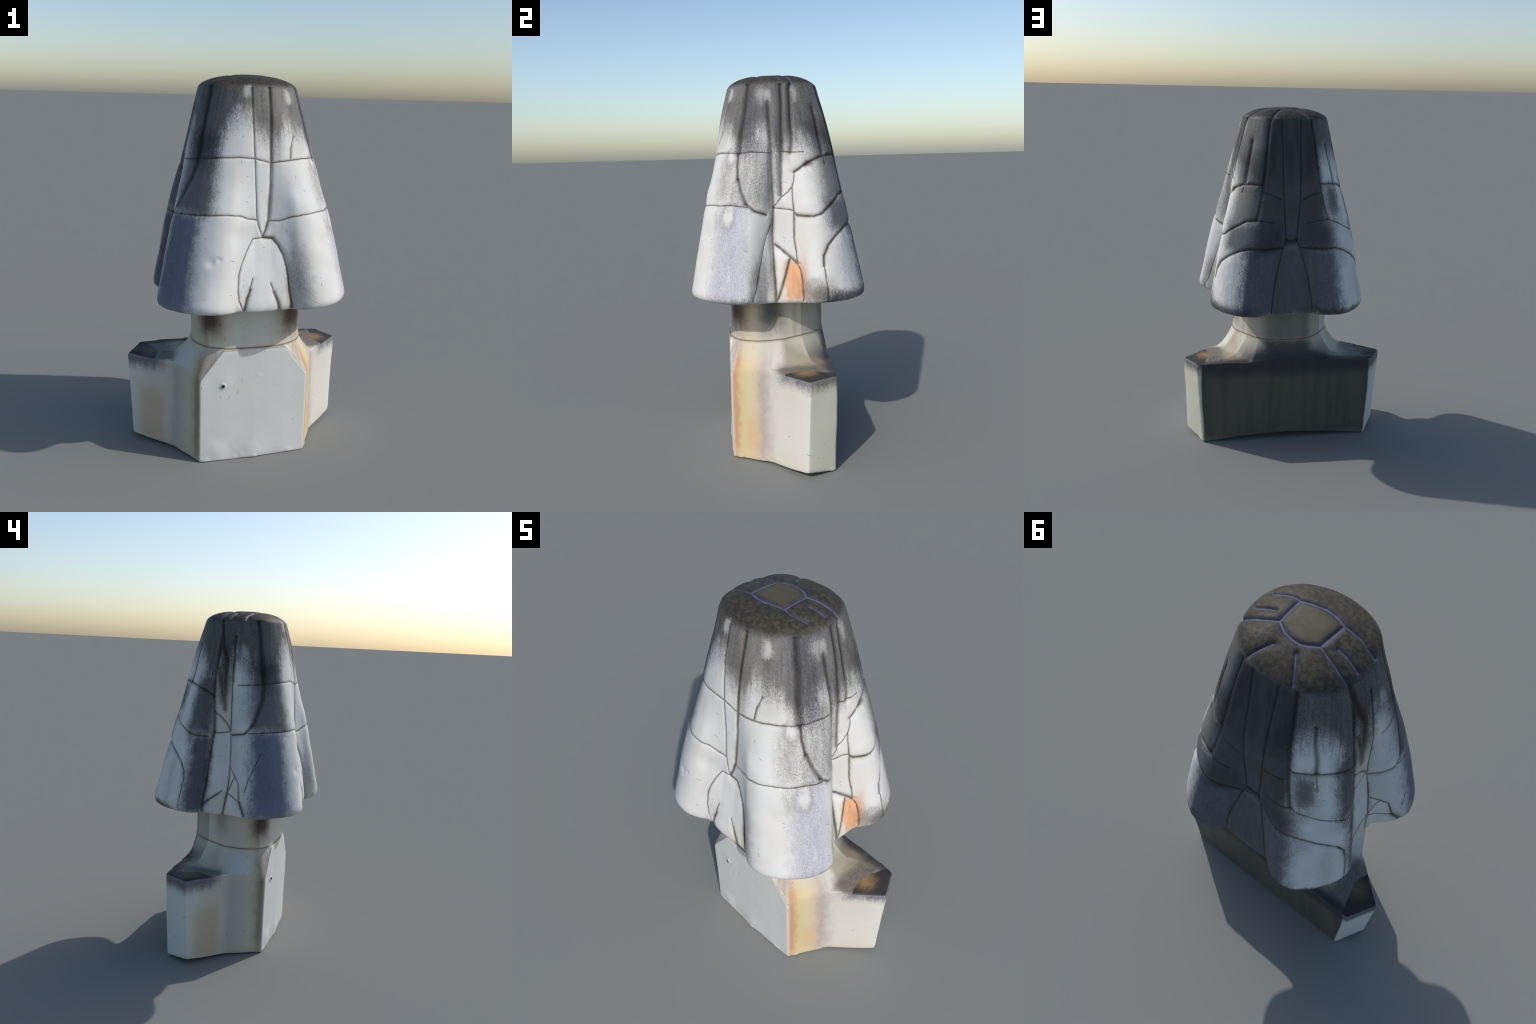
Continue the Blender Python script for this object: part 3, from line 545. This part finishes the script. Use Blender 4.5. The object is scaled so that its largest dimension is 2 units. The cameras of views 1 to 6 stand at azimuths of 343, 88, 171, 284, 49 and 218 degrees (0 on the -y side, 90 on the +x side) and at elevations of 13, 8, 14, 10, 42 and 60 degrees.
def pedestal_material(part):
    N = Nodes('fired_stone_' + part)
    wob = N.noise(N.obj, 18, 3, .6, color=True); ws = N.t.nodes.new('ShaderNodeSeparateXYZ'); N.link(N.v('SUBTRACT', wob, (.5, .5, .5)), ws.inputs[0])
    fine = N.noise(N.obj, 180, 3, .75); mid = N.noise(N.v('MULTIPLY', N.obj, (1, 1, .35)), 45, 3, .65); big = N.noise(N.obj, 6, 3, .55)
    grain = N.m('MULTIPLY_ADD', N.m('SUBTRACT', fine, .5), 2.2, N.m('MULTIPLY_ADD', N.m('SUBTRACT', mid, .5), 1.2, .5))
    # the bands' azimuth wanders only inside the hollow flanks, so the arrises stay crisp
    aabs = N.m('ABSOLUTE', N.az); flank = N.mul(N.step(aabs, 50, 56), N.step(aabs, 101, 96))
    band = N.ramp(N.m('ADD', N.az, N.mul(N.m('MULTIPLY_ADD', ws.outputs[0], 9, N.m('MULTIPLY', N.m('SUBTRACT', grain, .5), 2.5)), flank)), BANDS)
    right = N.step(N.x, -.05, .05); left = N.m('SUBTRACT', 1, right); zz = N.m('MULTIPLY_ADD', ws.outputs[2], .06, N.z)
    cream = (.55, .525, .45)
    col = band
    if part in ('front_block', 'wing', 'back_wall'):
        low = N.mul(right, N.step(N.m('ABSOLUTE', N.m('SUBTRACT', N.az, 66)), 9, 2), N.step(N.m('ABSOLUTE', N.m('SUBTRACT', zz, .14)), .16, .03)); col = N.mix(N.m('MULTIPLY', low, .55), col, (.60, .36, .20))
        col = N.mix(N.mul(left, N.step(N.m('ABSOLUTE', N.m('SUBTRACT', N.az, -92)), 9, 3), N.step(zz, .38, .26), .75), col, (.50, .385, .265))
        col = N.mix(N.mul(N.step(aabs, 48.6, 49.2), N.step(aabs, 102, 98), N.step(zz, .10, .0), .35), col, (.60, .54, .36))
        # front face: faint stains
        ff = N.step(aabs, 48.4, 47.6)
        col = N.mix(N.mul(ff, N.step(big, .45, .75), .5), col, (.57, .575, .57))
        col = N.mix(N.mul(ff, N.step(big, .5, .3), N.step(N.z, .16, .02), .5), col, (.47, .46, .43))
        # sooty rim below the wing tops
        ztop = N.m('MULTIPLY_ADD', N.m('SUBTRACT', big, .5), .05, N.z)
        wingm = N.mul(N.step(aabs, 82, 92), N.step(aabs, 117.5, 117.1))
        rim = N.speckle(N.mul(N.step(N.m('MULTIPLY_ADD', left, .02, ztop), .42, .505), wingm), grain, 1.1); col = N.mix(N.m('MULTIPLY', rim, .9), col, N.mix(N.step(aabs, 99, 103), (.075, .077, .110), (.050, .049, .050)))
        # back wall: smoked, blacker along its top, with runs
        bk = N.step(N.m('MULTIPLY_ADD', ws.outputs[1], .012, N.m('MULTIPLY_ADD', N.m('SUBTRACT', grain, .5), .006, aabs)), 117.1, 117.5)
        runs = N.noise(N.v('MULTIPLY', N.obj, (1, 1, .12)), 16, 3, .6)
        dark_wall = N.mix(N.step(runs, .40, .68), (.100, .094, .077), (.080, .076, .062))
        dark_wall = N.mix(N.m('MULTIPLY', N.speckle(N.step(ztop, .38, .475), grain, .7), .85), dark_wall, (.036, .037, .042))
        dark_wall = N.mix(N.mul(N.step(N.m('ABSOLUTE', N.x), .475, .52), .6), dark_wall, (.050, .051, .056))
        dark_wall = N.mix(N.mul(N.step(zz, .045, .02), .35), dark_wall, (.22, .20, .15))
        col = N.mix(bk, col, dark_wall)
    else:
        col = N.mix(N.m('MULTIPLY', N.step(N.z, .50, .62), .65), band, cream)
        col = N.mix(N.mul(left, N.step(N.m('ABSOLUTE', N.m('SUBTRACT', N.az, -72)), 16, 4), N.step(N.m('ABSOLUTE', N.m('SUBTRACT', zz, .54)), .10, .02), .7), col, (.52, .54, .56))
        # brown wear on the slanted front corners
        ch = N.mul(N.step(N.m('ABSOLUTE', N.m('SUBTRACT', aabs, 44)), 9, 3), N.step(zz, .635, .60), N.step(zz, .40, .47))
        col = N.mix(N.m('MULTIPLY', N.speckle(ch, grain, 1.0), .75), col, N.mix(N.step(mid, .4, .65), (.33, .27, .23), (.52, .40, .28)))
        if part == 'shoulder':
            y2 = N.m('MULTIPLY_ADD', ws.outputs[0], .02, N.y); ax = N.m('ABSOLUTE', N.x); a2 = N.m('MULTIPLY_ADD', ws.outputs[1], .02, ax)
            back0 = N.step(aabs, 150, 166)
            top = N.mul(N.step(ax, .33, .41), N.step(aabs, 82, 90)); slope = N.mul(N.step(ax, .24, .31), N.step(aabs, 88, 97), N.step(aabs, 150, 138))
            brush = N.noise(N.v('MULTIPLY', N.obj, (4, 1, 1)), 30, 3, .6)
            wear = N.mix(N.step(brush, .35, .7), N.mix(left, (.150, .130, .112), (.125, .130, .120)), N.mix(left, (.215, .180, .145), (.175, .178, .150)))
            col = N.mix(N.m('MULTIPLY', slope, .75), col, N.mix(left, (.285, .235, .165), (.40, .385, .29)))
            col = N.mix(N.mul(N.m('MULTIPLY', top, .95), N.step(N.z, .56, .52)), col, wear)
            # scorched wing tips with a hard torn border and an ochre core
            border = N.m('SUBTRACT', a2, N.m('MULTIPLY_ADD', N.m('ABSOLUTE', N.m('SUBTRACT', y2, .10)), .30, .452))
            tip = N.step(border, .0, .004)
            core = N.v('LENGTH', N.xyz(N.m('DIVIDE', N.m('SUBTRACT', a2, .478), .075), N.m('DIVIDE', N.m('SUBTRACT', y2, .115), .075)))
            tcol = N.mix(N.mul(N.step(N.m('MULTIPLY_ADD', N.m('SUBTRACT', brush, .5), .7, core), 1.15, .0), .95), (.045, .043, .042), N.mix(left, (.31, .195, .085), (.13, .105, .07)))
            col = N.mix(tip, col, tcol)
            # black along the back arris and between the wings
            arris = N.step(N.m('MULTIPLY_ADD', N.m('SUBTRACT', big, .5), .06, N.y), .195, .245)
            col = N.mix(N.mul(N.speckle(arris, grain, .5), N.step(N.z, .60, .53), .93), col, (.036, .037, .043))
            mb = N.mul(N.step(N.m('MULTIPLY_ADD', ws.outputs[0], 14, aabs), 138, 158), N.step(zz, .70, .60)); col = N.mix(N.m('MULTIPLY', mb, .93), col, (.055, .056, .062))
        if part == 'neck':
            for a, w, z1, st, c2 in [(-48, 19, .625, .98, (.045, .032, .028)), (43, 22, .61, .98, (.055, .037, .030)), (82, 19, .62, .92, (.070, .066, .066)), (-95, 12, .66, .5, (.20, .18, .14))]:
                dx = N.m('ABSOLUTE', N.m('SUBTRACT', N.m('MULTIPLY_ADD', ws.outputs[0], 6, N.az), a))
                fall = N.step(zz, z1, .77); halo = N.mul(N.step(dx, w*1.5, w*.5), N.step(zz, z1-.04, .74))
                col = N.mix(N.m('MULTIPLY', halo, .5), col, (.52, .40, .24) if a < 60 and a > -60 else (.42, .38, .31))
                col = N.mix(N.mul(N.speckle(N.mul(N.step(dx, w, w*.15), fall), grain, .5), st), col, c2)
            warm = N.mul(right, N.step(N.m('ABSOLUTE', N.m('SUBTRACT', N.az, 108)), 5, 1), .5); col = N.mix(warm, col, (.44, .36, .25))
            col = N.mix(N.mul(N.step(N.m('MULTIPLY_ADD', ws.outputs[0], 8, aabs), 140, 156), .92), col, N.mix(N.step(N.noise(N.v('MULTIPLY', N.obj, (1, 1, .2)), 14), .35, .7), (.15, .148, .13), (.20, .195, .17)))
            col = N.mix(N.mul(N.step(zz, .848, .866), .7), col, (.10, .075, .055))
        seam = N.m('ABSOLUTE', N.m('SUBTRACT', N.m('MULTIPLY_ADD', ws.outputs[1], .004, N.z), N.m('MULTIPLY_ADD', N.m('COSINE', N.m('MULTIPLY', N.az, .0174533)), -.010, .632)))
        col = N.mix(N.mul(N.step(seam, .016, .003), .35), col, (.33, .26, .17)); col = N.mix(N.mul(N.step(seam, .005, .001), .8), col, (.13, .095, .06))
    s = N.strokes(N.xyz(N.m('MULTIPLY', N.az, .0075), N.z), 13, .28, .014, .0014); col = N.mix(N.m('MULTIPLY', s, .85), col, (.035, .032, .03))
    if part == 'front_block':
        hole = N.v('LENGTH', N.v('SUBTRACT', N.obj, (-.17, -.27, .425))); col = N.mix(N.step(hole, .014, .006), col, (.03, .028, .026))
    return N.finish(col, N.m('ADD', N.m('MULTIPLY', fine, .5), N.m('MULTIPLY', s, -1)), .10, N.m('MULTIPLY_ADD', big, .25, .38))
# ------------------------------------------------------------------ assembly
SEG = segment_group()
def make(name, V, NV, faces, mat, parent):
    """mesh from selected quads of a lattice, keeping the whole body's normals"""
    used, inv = np.unique(faces, return_inverse=True); F = inv.reshape(-1, 4)
    me = bpy.data.meshes.new(name)
    me.vertices.add(len(used)); me.vertices.foreach_set('co', V[used].ravel())
    me.loops.add(F.size); me.loops.foreach_set('vertex_index', F.ravel().astype(np.int32))
    me.polygons.add(len(F)); me.polygons.foreach_set('loop_start', np.arange(0, F.size, 4, dtype=np.int32))
    me.polygons.foreach_set('use_smooth', np.ones(len(F), bool))
    me.update(calc_edges=True); me.validate()
    me.normals_split_custom_set_from_vertices(NV[used].tolist())
    me.materials.append(mat)
    o = bpy.data.objects.new(name, me); bpy.context.collection.objects.link(o); o.parent = parent
    return o
def quads(nr, nc):
    i = np.arange(nr*nc).reshape(nr, nc); n = np.roll(i, -1, 1)
    return np.stack([i[:-1], i[1:], n[1:], n[:-1]], -1)

root = bpy.data.objects.new('stone_post', None); bpy.context.collection.objects.link(root)
root['label'] = 'scorched pale stone post with lobed cracked cap and winged base'; root['category'] = 'stone post'

# pedestal and neck
V, kind = base_rings(); NB = grid_normals(V); Q = quads(*V.shape[:2]); fk = kind[1:]
P = V.reshape(-1, 3); PN = NB.reshape(-1, 3); cen = P[Q].mean(2)
wall = (fk[:, None] <= 1) & np.ones(Q.shape[:2], bool)
wing_side = np.abs(cen[..., 0]) > .405
mats = {k: pedestal_material(k) for k in ('front_block', 'wing', 'shoulder', 'neck')}
ped = make('front_block', P, PN, Q[wall & ~wing_side], mats['front_block'], root)
for s in (1, -1): make('wing', P, PN, Q[wall & wing_side & (cen[..., 0]*s > 0)], mats['wing'], root)
make('shoulder', P, PN, Q[(fk == 2)], mats['shoulder'], root)
make('neck', P, PN, Q[(fk == 3)], mats['neck'], root)

# cap: core mesh (underside) carrying the panels
V, kind, dist, az, z = build_cap(); NC = grid_normals(V); Q = quads(*V.shape[:2])
face_lab = label_panels(dist, kind); fk = kind[1:]
P = V.reshape(-1, 3); PN = NC.reshape(-1, 3)
nrow = int(np.argmax(kind == 2)) - 1
under = pedestal_material('cap_underside')
cap = make('cap', P, PN, Q[nrow:], under, root)
rr = np.hypot(V[..., 0], V[..., 1])
L = face_lab[:nrow]
names = {}
for lab in np.unique(L):
    sel = L == lab
    ri, ci = np.where(sel)
    a = az[ri, ci]; zz = z[ri, ci]; r = rr[ri, ci]
    if zz.min() > 1.985 and r.min() < .02:
        nm, c, lo, hi = 'crown_plate', 0.0, -180.0, 180.0
    else:
        side = zz < 1.93
        aa = a[side] if side.any() else a
        c = math.degrees(math.atan2(np.sin(np.radians(aa)).mean(), np.cos(np.radians(aa)).mean())); d = wrap(aa-c); lo, hi = float(d.min()), float(d.max())
        zm = zz.mean()
        nm = 'crown_panel' if zz.min() > 1.90 else 'panel'
        if abs(c) < 4 and zz.min() > 1.2 and hi-lo < 40: nm = 'keel_strip'
        if abs(wrap(c-180)) < 4 and hi-lo < 40 : nm = 'keel_strip' if zz.min() > 1.2 else 'arch_panel'
        if abs(c) < 6 and zz.max() < 1.25: nm = 'arch_panel'
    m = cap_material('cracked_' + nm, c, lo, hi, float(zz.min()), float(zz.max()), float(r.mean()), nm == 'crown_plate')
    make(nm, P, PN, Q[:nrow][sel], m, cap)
    names[nm] = names.get(nm, 0) + 1
    print('PANEL', nm, round(c), round(lo), round(hi), round(float(zz.min()), 2), round(float(zz.max()), 2), len(ri), len(m.node_tree.nodes))
